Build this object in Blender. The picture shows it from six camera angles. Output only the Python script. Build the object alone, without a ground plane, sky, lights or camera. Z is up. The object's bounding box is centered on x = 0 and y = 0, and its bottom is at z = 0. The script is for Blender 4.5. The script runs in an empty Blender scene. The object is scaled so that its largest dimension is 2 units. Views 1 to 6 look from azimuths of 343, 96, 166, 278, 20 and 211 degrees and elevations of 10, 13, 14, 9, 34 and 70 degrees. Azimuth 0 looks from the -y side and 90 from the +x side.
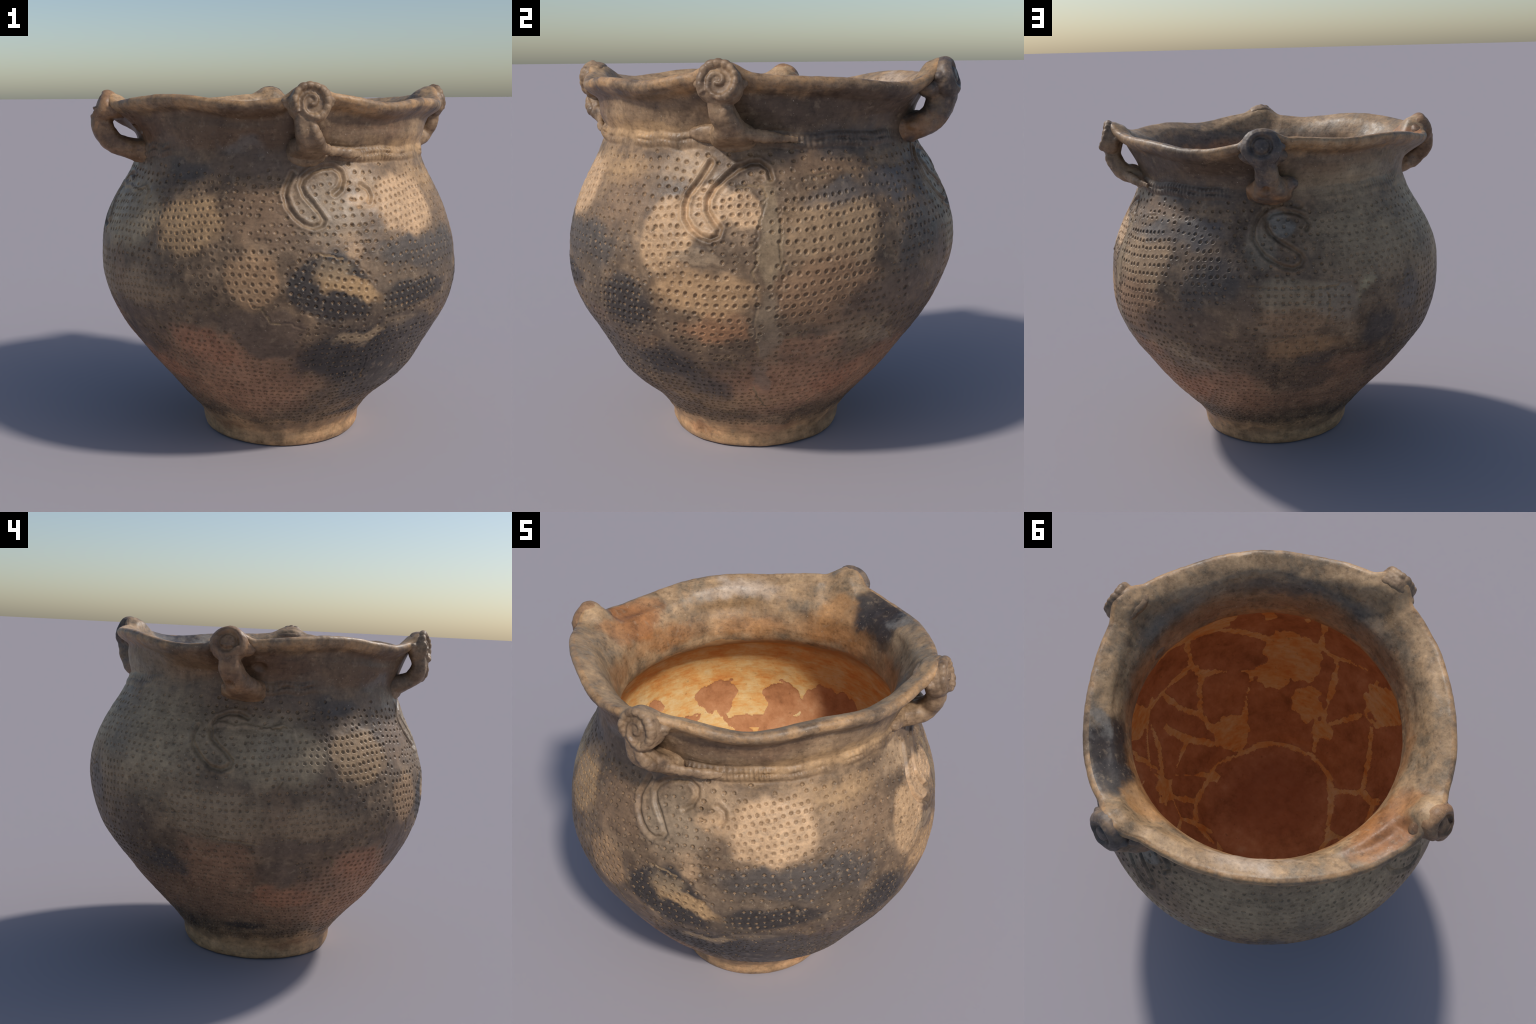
# A restored coarse-ware storage jar: a pot-bellied clay vessel with a flaring rim, four
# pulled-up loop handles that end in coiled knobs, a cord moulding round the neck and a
# belly covered with rows of finger-pricked dimples.  Everything is generated from profiles,
# curves and rules; azimuths are in degrees, 0 at -y and 90 at +x.
import bpy, math
import numpy as np
from mathutils import Matrix, Vector

rng = np.random.default_rng(11)
NA = 1440                                   # columns round the vessel
AZ = np.arange(NA) / NA * 360.0
RAD = np.radians(AZ)


# ------------------------------------------------------------------ small helpers
def smooth01(x):
    x = np.clip(x, 0.0, 1.0)
    return x * x * (3 - 2 * x)


_lat = np.random.default_rng(5).random((32, 32, 32))


def vnoise(p, scale, seed=0.0):
    """Value noise in -1..1 for an array of points."""
    q = np.asarray(p, float) * scale + seed * 7.31 + 100.0
    i = np.floor(q).astype(int)
    f = q - i
    f = f * f * (3 - 2 * f)
    out = 0.0
    for a in (0, 1):
        for b in (0, 1):
            for c in (0, 1):
                w = (f[..., 0] if a else 1 - f[..., 0]) * (f[..., 1] if b else 1 - f[..., 1]) * (f[..., 2] if c else 1 - f[..., 2])
                out = out + w * _lat[(i[..., 0] + a) % 32, (i[..., 1] + b) % 32, (i[..., 2] + c) % 32]
    return out * 2 - 1


def wrap(a):
    return (np.asarray(a) + 180.0) % 360.0 - 180.0


# ------------------------------------------------------------------ the pot's form
WALL_Z = np.array([-.02, .04, .08, .14, .18, .24, .32, .42, .52, .62, .72, .82, .92, 1.02, 1.12, 1.22, 1.30, 1.38, 1.46, 1.53, 1.585, 1.645])
WALL_R = np.array([.416, .4391, .4429, .4731, .5000, .5530, .6260, .7091, .7825, .854, .9087, .9469, .9672, .9689, .9583, .9284, .8963, .857, .812, .783, .769, .776])
CZ = [0, .2, .6, 1.0, 1.4, 1.56, 1.76]
CX = [.0183, .0158, .019, .0063, .0134, .009, 0]
CY = [-.0378, -.0384, -.0265, .0057, .0112, -.010, -.003]
OVAL_C = [.0055, -.0016, -.0055, .0077, .0069, .004, 0]
OVAL_S = [.0109, .0036, .0143, .0182, -.0005, 0, 0]
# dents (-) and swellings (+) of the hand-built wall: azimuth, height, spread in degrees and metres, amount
DENTS = [(144, 1.40, 20, .12, -.038), (140, 1.00, 20, .12, .006), (226, 1.29, 20, .14, .025), (292, 1.40, 26, .095, -.028), (318, 1.16, 20, .10, -.004), (126, .57, 24, .10, -.018), (28, .62, 24, .065, -.016), (28, .34, 22, .05, .010),
         (228, .42, 20, .12, .012), (318, .42, 22, .12, .010), (292, .27, 20, .05, .010), (44, .41, 13, .08, .022), (112, .36, 14, .08, .008), (205, .58, 15, .08, .008), (92, 1.38, 14, .12, -.014), (104, 1.20, 12, .10, -.010),
         (229, 1.00, 16, .12, -.022), (122, 1.05, 9, .14, .008), (314, .93, 17, .17, .018), (214, .73, 16, .06, .012), (250, .34, 50, .05, -.009), (250, .19, 55, .03, .009),
         (28, 1.55, 30, .035, -.006), (30, 1.65, 30, .03, .016), (205, 1.50, 24, .05, .012), (106, 1.64, 12, .06, .014), (188, 1.68, 14, .05, .012), (222, 1.58, 16, .05, -.006), (295, 1.61, 24, .06, -.008), (330, 1.68, 18, .05, .014), (72, 1.62, 9, .05, .012)]


def bulge(z, a):
    out = 0.0
    for a0, z0, sa, sz, k in DENTS:
        out = out + k * np.exp(-((np.degrees(a) - a0 + 180) % 360 - 180) ** 2 / (2 * sa * sa) - (z - z0) ** 2 / (2 * sz * sz))
    return out


RIM_R = [.8795, -.0051, .0092, -.0103, -.0053, .0046, .0115, .0126, -.0134, .0034, .0003, -.0062, .0004]
RIM_Z = [1.8245, .0023, .0033, .0082, -.0062, -.0115, -.0123, .0083, .0061, .0045, .0067, .0025, -.0079, .0019, .0006, .005, -.0063, .0045, .0002]


def harmonics(c, a):
    out = np.full_like(a, c[0])
    for k in range(1, (len(c) - 1) // 2 + 1):
        out += c[2 * k - 1] * np.cos(k * a) + c[2 * k] * np.sin(k * a)
    return out


def wall_radius(z, a):
    return bulge(z, a) + np.interp(z, WALL_Z, WALL_R) * (1 + np.interp(z, CZ, OVAL_C) * np.cos(2 * a) + np.interp(z, CZ, OVAL_S) * np.sin(2 * a))


def on_wall(az, z, extra=0.0):
    a = np.radians(az)
    r = wall_radius(z, a) + extra
    return np.stack([np.interp(z, CZ, CX) + r * np.sin(a), np.interp(z, CZ, CY) - r * np.cos(a), z + 0 * a], -1)


rim_r, rim_z = harmonics(RIM_R, RAD), harmonics(RIM_Z, RAD)
# the lip is pinched up and out into an ear behind every handle: azimuth, apex height, apex radius
EARS = [(-9.0, 1.888, .920), (87.0, 1.888, .934), (163.6, 1.900, .934), (-92.2, 1.862, .918)]
ear = np.zeros(NA)
for a0, ez, er in EARS:
    w = smooth01(1.18 * (1 - np.abs(wrap(AZ - a0)) / 8.6))
    rim_z = rim_z + w * (ez - rim_z)
    rim_r = rim_r + smooth01(1.3 * (1 - np.abs(wrap(AZ - a0)) / 9.5)) * (er / np.cos(np.radians(np.clip(np.abs(wrap(AZ - a0)), 0, 9))) - rim_r)
    ear = np.maximum(ear, w)
throat = .680 + .022 * np.cos(RAD - math.radians(125))

# control rings from the middle of the underside, up the outside, over the lip, down inside
rings, cuts = [], {}


def ring(r, z):
    rings.append((np.broadcast_to(r, NA) + 0.0, np.broadcast_to(z, NA) + 0.0))


ring(.03, .014); ring(.20, .014); ring(.36, .012); ring(.405, .003); ring(.4245, .004); ring(.434, .018)
for z in WALL_Z[1:]:
    if abs(z - .14) < .001: cuts["belly"] = len(rings)
    if abs(z - 1.46) < .001: cuts["neck"] = len(rings)
    ring(wall_radius(z, RAD), z)
ring(.5 * (rim_r - .088) + .5 * .795 + bulge(1.69, RAD), .5 * (rim_z - .13) + .5 * 1.69)
ring(rim_r - .065, rim_z - .090)
cuts["rim"] = len(rings)
ring(rim_r - .020, rim_z - .056)
ring(rim_r - .002, rim_z - .036)
ring(rim_r + .001, rim_z - .018)
ring(rim_r - .010, rim_z - .003)
cuts["interior"] = len(rings)
ring(rim_r - .028, rim_z - .001)
ring(rim_r - .052, rim_z - .010)
thick = .018 * (np.exp(-(wrap(AZ - 208) / 22) ** 2) + np.exp(-(wrap(AZ - 308) / 22) ** 2))
ring(rim_r - .095 - .5 * thick, rim_z - .034)
ring(.5 * (rim_r - .14) + .5 * (throat + .070) - thick, 1.742)
ring(throat + .028, 1.685)
ring(throat + .010, 1.625)
ring(throat + .000, 1.56)
ring(throat + .001, 1.505)
ring(throat + .028, 1.462)
WALL_THICK = [(.24, .08), (.62, .078), (.82, .066), (1.02, .058), (1.2, .056), (1.5, .058)]
for z in (1.415, 1.36, 1.30, 1.22, 1.12, 1.02, .92, .82, .72, .62, .52, .42, .32, .24):
    ring(wall_radius(z, RAD) - np.interp(z, *zip(*WALL_THICK)), z)
ring(.435, .188); ring(.375, .160); ring(.28, .148); ring(.15, .143); ring(.03, .142)

CR = np.array([k[0] for k in rings]); CZZ = np.array([k[1] for k in rings])      # K x NA
K = len(rings)
seg = np.hypot(np.diff(CR.mean(1)), np.diff(CZZ.mean(1)))
U = np.concatenate([[0], np.cumsum(seg)])
# row spacing: fine on the dimpled belly, coarser under the pot and inside
order = ["foot", "belly", "neck", "rim", "interior"]
start = [0, cuts["belly"], cuts["neck"], cuts["rim"], cuts["interior"], K - 1]
pitch = {"foot": .0075, "belly": .0042, "neck": .0042, "rim": .0045, "interior": .0068}
rows, row_span = [], {}
for n, name in enumerate(order):
    u0, u1 = U[start[n]], U[start[n + 1]]
    m = max(4, int((u1 - u0) / pitch[name]))
    first = len(rows) - (1 if n else 0)
    rows += list(np.linspace(u0, u1, m + 1)[(1 if n else 0):])
    row_span[name] = (first, len(rows) - 1)
rows = np.array(rows)
NR = len(rows)
m_r = np.gradient(CR, U, axis=0); m_z = np.gradient(CZZ, U, axis=0)
i = np.clip(np.searchsorted(U, rows, side="right") - 1, 0, K - 2)
h = (U[i + 1] - U[i])[:, None]; t = ((rows - U[i]) / (U[i + 1] - U[i]))[:, None]
h00, h10, h01, h11 = 2 * t**3 - 3 * t * t + 1, t**3 - 2 * t * t + t, -2 * t**3 + 3 * t * t, t**3 - t * t
GR = h00 * CR[i] + h10 * h * m_r[i] + h01 * CR[i + 1] + h11 * h * m_r[i + 1]
GZ = h00 * CZZ[i] + h10 * h * m_z[i] + h01 * CZZ[i + 1] + h11 * h * m_z[i + 1]
P = np.stack([np.interp(GZ, CZ, CX) + GR * np.sin(RAD), np.interp(GZ, CZ, CY) - GR * np.cos(RAD), GZ], -1)


def grid_normals(P):
    du = np.roll(P, -1, 1) - np.roll(P, 1, 1)
    dv = np.gradient(P, axis=0)
    n = np.cross(du, dv)
    return n / (np.linalg.norm(n, axis=-1, keepdims=True) + 1e-12)


N = grid_normals(P)
ROWZ, ROWR = GZ.mean(1), GR.mean(1)
b0, b1 = row_span["belly"]
n1 = row_span["neck"][1]
OUT = slice(row_span["foot"][0], n1 + 1)
row_s = rows                                                     # arc length along the profile
z_to_s = lambda z: np.interp(z, ROWZ[b0:n1], rows[b0:n1])
s_to_z = lambda s: np.interp(s, rows[b0:n1], ROWZ[b0:n1])

D = np.zeros((NR, NA))
PITS = np.zeros((NR, NA))
CRACK = np.zeros((NR, NA))
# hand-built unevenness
D += .0045 * vnoise(P, 3.1, 1) + .0022 * vnoise(P, 9.0, 2) + .0009 * vnoise(P, 30.0, 3) + .0004 * vnoise(P, 80.0, 4)
lip = np.zeros(NR); lip[row_span["rim"][0]:row_span["rim"][1]] = 1
D += (lip[:, None]) * (.0020 * vnoise(P, 11.0, 5) + .0010 * vnoise(P, 40., 6))

# ------------------------------------------------------------------ raised cord round the neck
#        from, to, height at from / to, strength
CORDS = [(-4, 50, 1.565, 1.552, 1.0), (50, 82, 1.553, 1.560, .6), (96, 156, 1.560, 1.545, .9),
         (184, 240, 1.545, 1.565, .35), (272, 303, 1.565, 1.585, 1.0)]
sgrid = row_s[:, None]
for a0, a1, z0, z1, k in CORDS:
    u = (AZ - a0) % 360.0 / (a1 - a0)
    on = smooth01(u / .10) * smooth01((1 - u) / .25) * (u <= 1)
    zc = z0 + (z1 - z0) * u + .004 * np.sin(u * 17)
    d = sgrid - z_to_s(zc)[None, :] + .006 * vnoise(P, 16., 61)
    inrow = (np.arange(NR) > b0) & (np.arange(NR) < n1)
    twist = .5 + .5 * np.sin(np.radians(AZ) * .78 / .024 * 2 * np.pi + 2.2 * np.sin(AZ * .3))[None, :]
    body = np.exp(-(d / .030) ** 4)
    D += inrow[:, None] * on[None, :] * k * (.75 + .5 * vnoise(P, 12., 62)) * (body * (.013 + .006 * twist) - .013 * np.exp(-(d / .0065) ** 2) * (.55 + .45 * np.sin(AZ * .7 + a0))[None, :] - .004 * np.exp(-((np.abs(d) - .036) / .007) ** 2))

# ------------------------------------------------------------------ curled cord motifs under the handles
MOTIF = {
    "front": [(346.2, 1.48), (344.2, 1.421), (343.7, 1.387), (344.6, 1.332), (346.8, 1.287), (349.3, 1.256), (351.8, 1.244), (354.1, 1.254), (355.0, 1.276), (354.0, 1.307), (352.0, 1.347), (349.8, 1.386), (348.8, 1.425), (349.9, 1.459), (352.6, 1.487), (356.3, 1.506), (360.4, 1.51), (362.9, 1.483), (363.3, 1.448), (361.7, 1.409), (359.4, 1.388)],
    "right": [(81.3, 1.465), (79.0, 1.417), (76.9, 1.369), (75.6, 1.337), (75.2, 1.29), (75.9, 1.244), (78.0, 1.203), (80.6, 1.176), (83.1, 1.164), (85.1, 1.176), (85.5, 1.207), (83.4, 1.243), (81.7, 1.278), (81.4, 1.32), (82.8, 1.367), (85.9, 1.409), (89.5, 1.446), (93.4, 1.466), (96.5, 1.466), (98.8, 1.44), (99.1, 1.404)],
    "back": [(164.4, 1.483), (161.5, 1.446), (159.9, 1.399), (159.9, 1.346), (162.0, 1.298), (163.7, 1.268), (166.3, 1.243), (169.4, 1.217), (172.5, 1.207), (174.8, 1.222), (175.7, 1.248), (175.0, 1.273), (172.6, 1.299), (169.1, 1.33), (165.8, 1.366), (164.4, 1.398), (164.4, 1.435), (166.4, 1.461), (170.5, 1.473), (175.0, 1.465), (178.1, 1.444), (179.3, 1.411), (177.9, 1.386)],
    "left": [(257.4, 1.37), (256.8, 1.33), (257.3, 1.287), (259.2, 1.251), (261.5, 1.215), (264.4, 1.181), (267.7, 1.171), (270.0, 1.188), (270.6, 1.215), (268.6, 1.251), (265.7, 1.286), (263.0, 1.321), (262.1, 1.37), (263.7, 1.416), (267.1, 1.438), (271.2, 1.439), (274.4, 1.42)],
    "panel": [(262.5, 1.375), (266, 1.39), (270, 1.375), (275, 1.385), (281, 1.37), (287, 1.39), (290.5, 1.37), (291, 1.32)],
    "scrap": [(9.5, 1.42), (11.5, 1.40), (12.0, 1.37), (10.8, 1.345)],
}
motif_zone = np.full((NR, NA), 9.0)


def polyline_distance(az_list, z_list):
    """Distance on the wall, in metres, from every near grid point to a polyline (az, z)."""
    az_list = np.array(az_list, float); s_list = z_to_s(np.array(z_list))
    c = az_list.mean()
    ss = np.linspace(0, len(az_list) - 1, 12 * len(az_list))
    fa, fs = np.interp(ss, range(len(az_list)), az_list), np.interp(ss, range(len(az_list)), s_list)
    cols = np.where(np.abs(wrap(AZ - c)) < np.abs(wrap(az_list - c)).max() + 5)[0]
    rws = np.where((row_s > s_list.min() - .07) & (row_s < s_list.max() + .07))[0]
    best = np.full((len(rws), len(cols)), 9.0)
    for a, s in zip(fa, fs):
        x = np.radians(wrap(AZ[cols] - a))[None, :] * ROWR[rws][:, None]
        best = np.minimum(best, x * x + (row_s[rws] - s)[:, None] ** 2)
    return rws, cols, np.sqrt(best)


for name, pts in MOTIF.items():
    rws, cols, q = polyline_distance([p[0] for p in pts], [p[1] for p in pts])
    k = {"panel": -.55, "back": 1.1, "scrap": .7, "right": 1.25, "left": 1.15}.get(name, 1.0)
    q = q + .003 * vnoise(P[np.ix_(rws, cols)], 22., 8)
    D[np.ix_(rws, cols)] += k * (-.0100 * np.exp(-(q / .0095) ** 2) + .0040 * np.exp(-((q - .020) / .009) ** 2))
    motif_zone[np.ix_(rws, cols)] = np.minimum(motif_zone[np.ix_(rws, cols)], q)

# ------------------------------------------------------------------ sherds: zones of original wall with sharp dimples
#  azimuth, height, half width, half height, tilt, column and row pitch, dimple radius, depth, proud step
SHERDS = [
    (314.7, 1.242, .185, .150, 4, .034, .037, .0100, .0070, .002), (334.1, 1.021, .115, .150, -4, .037, .037, .0105, .0072, .002),
    (288.0, 1.255, .23, .135, 3, .037, .038, .0100, .0055, .001), (298.1, .925, .25, .120, 6, .034, .036, .0098, .0045, .001),
    (266.0, .950, .30, .140, 0, .036, .039, .0098, .0045, .001), (357.0, .950, .215, .170, -12, .039, .039, .0105, .0074, .0025),
    (24.0, .895, .20, .085, 4, .036, .034, .0100, .0065, .002), (25.6, 1.315, .205, .165, 8, .035, .037, .0100, .0065, .002),
    (71.0, 1.165, .125, .170, 8, .038, .041, .0108, .0075, .002), (90.0, 1.285, .080, .090, 10, .036, .038, .0108, .008, .0025),
    (81.5, .930, .235, .105, 0, .042, .041, .0112, .0082, .002), (84.0, .740, .20, .110, 0, .041, .036, .0105, .0075, .001),
    (116.0, 1.190, .255, .170, 5, .037, .045, .0110, .0085, .002), (114.0, .930, .270, .170, 5, .037, .043, .0108, .008, .001),
    (173.5, 1.005, .245, .135, -3, .038, .038, .0105, .005, .001), (59.0, .850, .175, .150, 0, .034, .034, .0105, .007, .001),
    (5.5, .660, .30, .150, 0, .038, .034, .0098, .006, .001), (60.0, .640, .17, .130, 0, .034, .031, .0095, .005, .0),
    (226.0, .98, .13, .18, 0, .036, .038, .0095, .005, .001), (145.0, 1.20, .10, .14, 0, .038, .043, .0105, .007, .0),
]
# smooth plaster fills without any dimples
BLANK = [(338.8, .725, .145, .150), (328.8, .805, .19, .06), (98.3, 1.08, .045, .26), (98.8, .76, .042, .16), (78.0, 1.075, .13, .022),
         (291.1, .775, .22, .062), (285.2, .62, .12, .10), (148.0, .90, .13, .10), (201.0, .85, .12, .11), (28.0, .80, .025, .09),
         (98.0, .47, .04, .10), (25.5, .45, .10, .10), (158, 1.08, .09, .09), (238, 1.33, .02, .02), (12.5, .84, .017, .10)]


def zone_value(az, z, c, hw, hh, tilt=0.0, power=3.0):
    """1 at the middle of a zone, 0 at its edge, negative outside."""
    x = np.radians(wrap(az - c[0])) * np.interp(c[1], WALL_Z, WALL_R)
    y = z_to_s(z) - z_to_s(c[1])
    ct, st = math.cos(math.radians(tilt)), math.sin(math.radians(tilt))
    u, v = (x * ct + y * st) / hw, (-x * st + y * ct) / hh
    return 1 - (np.abs(u) ** power + np.abs(v) ** power) ** (1 / power)


def sherd_edge(az, z, s):
    p = on_wall(az, z)
    return zone_value(az, z, (s[0], s[1]), s[2] * 1.14, s[3] * 1.12, s[4]) + .13 * vnoise(p, 9., s[0]) + .06 * vnoise(p, 27., s[0])


# low steps where a sherd stands proud of the fill
gz = GZ[b0:n1]; ga = np.broadcast_to(AZ, gz.shape)
for s in SHERDS:
    if s[9] <= 0: continue
    cols = np.where(np.abs(wrap(AZ - s[0])) < np.degrees(s[2] * 1.5 / .8))[0]
    rr = np.where((ROWZ[b0:n1] > s[1] - s[3] * 1.5) & (ROWZ[b0:n1] < s[1] + s[3] * 1.5))[0]
    e = sherd_edge(ga[np.ix_(rr, cols)], gz[np.ix_(rr, cols)], s)
    D[np.ix_(rr + b0, cols)] += s[9] * .6 * smooth01(e / .14)

pits = []


def offer(az, z, rx, ry, depth):
    pits.append((az % 360.0, z, rx, ry, depth))


for n, s in enumerate(SHERDS):
    c0, ct, st = z_to_s(s[1]), math.cos(math.radians(s[4])), math.sin(math.radians(s[4]))
    R0 = np.interp(s[1], WALL_Z, WALL_R)
    for v in np.arange(-s[3] * 1.2, s[3] * 1.2, s[6]):
        shift = rng.uniform(0, s[5])
        for u in np.arange(-s[2] * 1.2, s[2] * 1.2, s[5]):
            uu, vv = u + shift + rng.normal(0, .0022), v + .005 * math.sin(u * 14 + n) + rng.normal(0, .0022)
            az, z = s[0] + math.degrees((uu * ct - vv * st) / R0), float(s_to_z(c0 + uu * st + vv * ct))
            if sherd_edge(np.array(az), np.array(z), s) < .09: continue
            if any(sherd_edge(np.array(az), np.array(z), q) > 0.02 for q in SHERDS[:n] if abs(z - q[1]) < 1.5 * q[3] and abs((az - q[0] + 180) % 360 - 180) < 30): continue
            if rng.random() < .03: continue
            flat = .8 if z < .8 else 1.0
            offer(az, z, s[7] * rng.uniform(.85, 1.12), s[7] * flat * rng.uniform(.85, 1.1), s[8] * rng.uniform(.7, 1.15))


def inside_any(az, z):
    for q in SHERDS:
        if abs(z - q[1]) < 1.5 * q[3] and abs((az - q[0] + 180) % 360 - 180) < 30 and sherd_edge(np.array(az), np.array(z), q) > -.02: return True
    for q in BLANK:
        if abs(z - q[1]) < 1.6 * q[3] and abs((az - q[0] + 180) % 360 - 180) < 25 and zone_value(np.array(az), np.array(z), q[:2], q[2], q[3]) + .12 * vnoise(on_wall(az, z), 8., q[0]) > 0: return True
    return False


# imitation dimples on the fill: wider apart and shallow
s = z_to_s(.78)
while s < z_to_s(1.515):
    z = float(s_to_z(s)); R0 = np.interp(z, WALL_Z, WALL_R); pit = rng.uniform(.040, .050)
    a = rng.uniform(0, 4)
    while a < 364:
        a += math.degrees(pit / R0) * rng.uniform(.82, 1.2)
        zz = float(s_to_z(s + .008 * math.sin(math.radians(a) * 7 + z * 9) + rng.normal(0, .004)))
        if inside_any(a, zz): continue
        near_cord = zz > 1.49 and rng.random() < .5
        if near_cord or rng.random() < .05: continue
        faint = .5 if 182 < a % 360 < 258 else 1.0
        offer(a, zz, .0106 * rng.uniform(.8, 1.2), .0096 * rng.uniform(.75, 1.1), .0068 * faint * rng.uniform(.6, 1.2))
    s += rng.uniform(.036, .044)
# close rows on the lower body
s = z_to_s(.150)
while s < z_to_s(.78):
    z = float(s_to_z(s)); R0 = np.interp(z, WALL_Z, WALL_R); pit = .0285 + .012 * z
    a = rng.uniform(0, 4)
    while a < 364:
        a += math.degrees(pit / R0) * rng.uniform(.85, 1.15)
        zz = float(s_to_z(s + .007 * math.sin(math.radians(a) * 5 + z * 11) + rng.normal(0, .0025)))
        if zz < .135 or inside_any(a, zz) or rng.random() < .05: continue
        offer(a, zz,   .0100 * rng.uniform(.8, 1.2), .0080 * rng.uniform(.8, 1.2), .0076 * rng.uniform(.5, 1.2))
    s += .027 + .010 * z

for az, z, rx, ry, depth in pits:
    c = int(round(az / 360 * NA)); s0 = z_to_s(z)
    r0 = int(np.searchsorted(row_s, s0))
    if r0 < 4 or r0 > n1 - 6: continue
    if motif_zone[r0, c % NA] < .027: continue
    wr = max(6, int(2.0 * rx / max(ROWR[r0] * 2 * math.pi / NA, 1e-4)) + 1)
    hr = int(2.0 * ry / .0042) + 2
    rr = np.arange(max(0, r0 - hr), min(NR, r0 + hr + 1)); cc = np.arange(c - wr, c + wr + 1)
    x = np.radians(cc * 360 / NA - az)[None, :] * ROWR[rr][:, None] / rx
    y = ((row_s[rr] - s0) / ry)[:, None]
    q = np.sqrt(x * x + y * y)
    ix = np.ix_(rr, cc % NA)
    D[ix] += -depth * np.clip(1 - q * q, 0, 1) ** .8 + .16 * depth * np.exp(-((q - 1.2) / .25) ** 2)
    PITS[ix] = np.maximum(PITS[ix], np.where(q < .60, 2.0, np.where(q < 1.02, 1.0, 0.0)) * (depth > .002))

for az, z, rr_, dd in ((277.0, 1.675, .020, .020), (96.0, 1.40, .010, .006), (176, 1.50, .018, .010)):
    x = np.radians(wrap(AZ - az))[None, :] * GR; y = GZ - z
    D -= (np.arange(NR) < n1)[:, None] * (np.arange(NR) > b0)[:, None] * dd * np.exp(-((x / (1.5 * rr_)) ** 2 + (y / rr_) ** 2) ** 2)

# ------------------------------------------------------------------ joints between sherds and scratches
JOINTS = [
    [(333.5, .905), (337.5, .865), (339, .805), (344.5, .800), (349.5, .770), (347.8, .690), (346.2, .60), (348, .55), (351, .505)],
    [(89.5, 1.375), (97.2, 1.372), (97.6, 1.30), (95.2, 1.20), (94.8, 1.13)], [(66.5, 1.19), (72, 1.30), (77.0, 1.345)],
    [(105.5, 1.30), (106.3, 1.385), (112, 1.41), (117, 1.42)], [(112, 1.13), (116, 1.07), (119.5, 1.0), (121, .96)],
    [(102, .735), (112, .75), (126, .755), (138, .70)],
    [(274, 1.40), (280, 1.37), (289, 1.385)], [(276, .87), (282, 1.0), (286, 1.12)], [(158, 1.12), (166, 1.115), (178, 1.10), (190, 1.13)],
    [(300, .76), (304, .70), (303, .60), (310, .52)], [(182, 1.08), (183, .98), (181, .90)], [(128, .80), (136, .72), (146, .62), (158, .54)],
    [(2, 1.10), (7.5, 1.02), (10, .95)], [(345, 1.07), (352, 1.13), (360, 1.10)], [(248, 1.08), (252, .95), (262, .83), (280, .80)],
    [(95.2, 1.16), (94.6, 1.0), (96, .9), (95.6, .76), (97, .64)], [(101.8, 1.30), (101, 1.12), (102, .96), (101, .82)], [(120, .30), (126, .42), (122, .56), (128, .68)], [(8, .34), (14, .46), (12, .58)], [(320, .92), (326, .80), (322, .68)], [(196, .95), (204, 1.06), (216, 1.10)], [(146, .98), (152, .86), (160, .80), (170, .83)],
    [(88, .62), (94, .50), (97, .38), (101, .30)], [(60, .37), (80, .24), (100, .225), (120, .26)],
]
for pts in JOINTS:
    a = np.array([p[0] for p in pts], float); z = np.array([p[1] for p in pts])
    ss = np.linspace(0, len(a) - 1, 6 * len(a))
    fa = np.interp(ss, range(len(a)), a) + rng.normal(0, .35, len(ss)); fz = np.interp(ss, range(len(a)), z) + rng.normal(0, .004, len(ss))
    rws, cols, q = polyline_distance(fa, fz)
    k = .5 + .5 * vnoise(P[np.ix_(rws, cols)], 9., 21)
    D[np.ix_(rws, cols)] += -.0032 * np.exp(-(q / .0045) ** 2) * (.3 + k) + .0006 * np.exp(-((q - .010) / .006) ** 2)
    CRACK[np.ix_(rws, cols)] = np.maximum(CRACK[np.ix_(rws, cols)], (q < .0036) * (k > .50))

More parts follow.
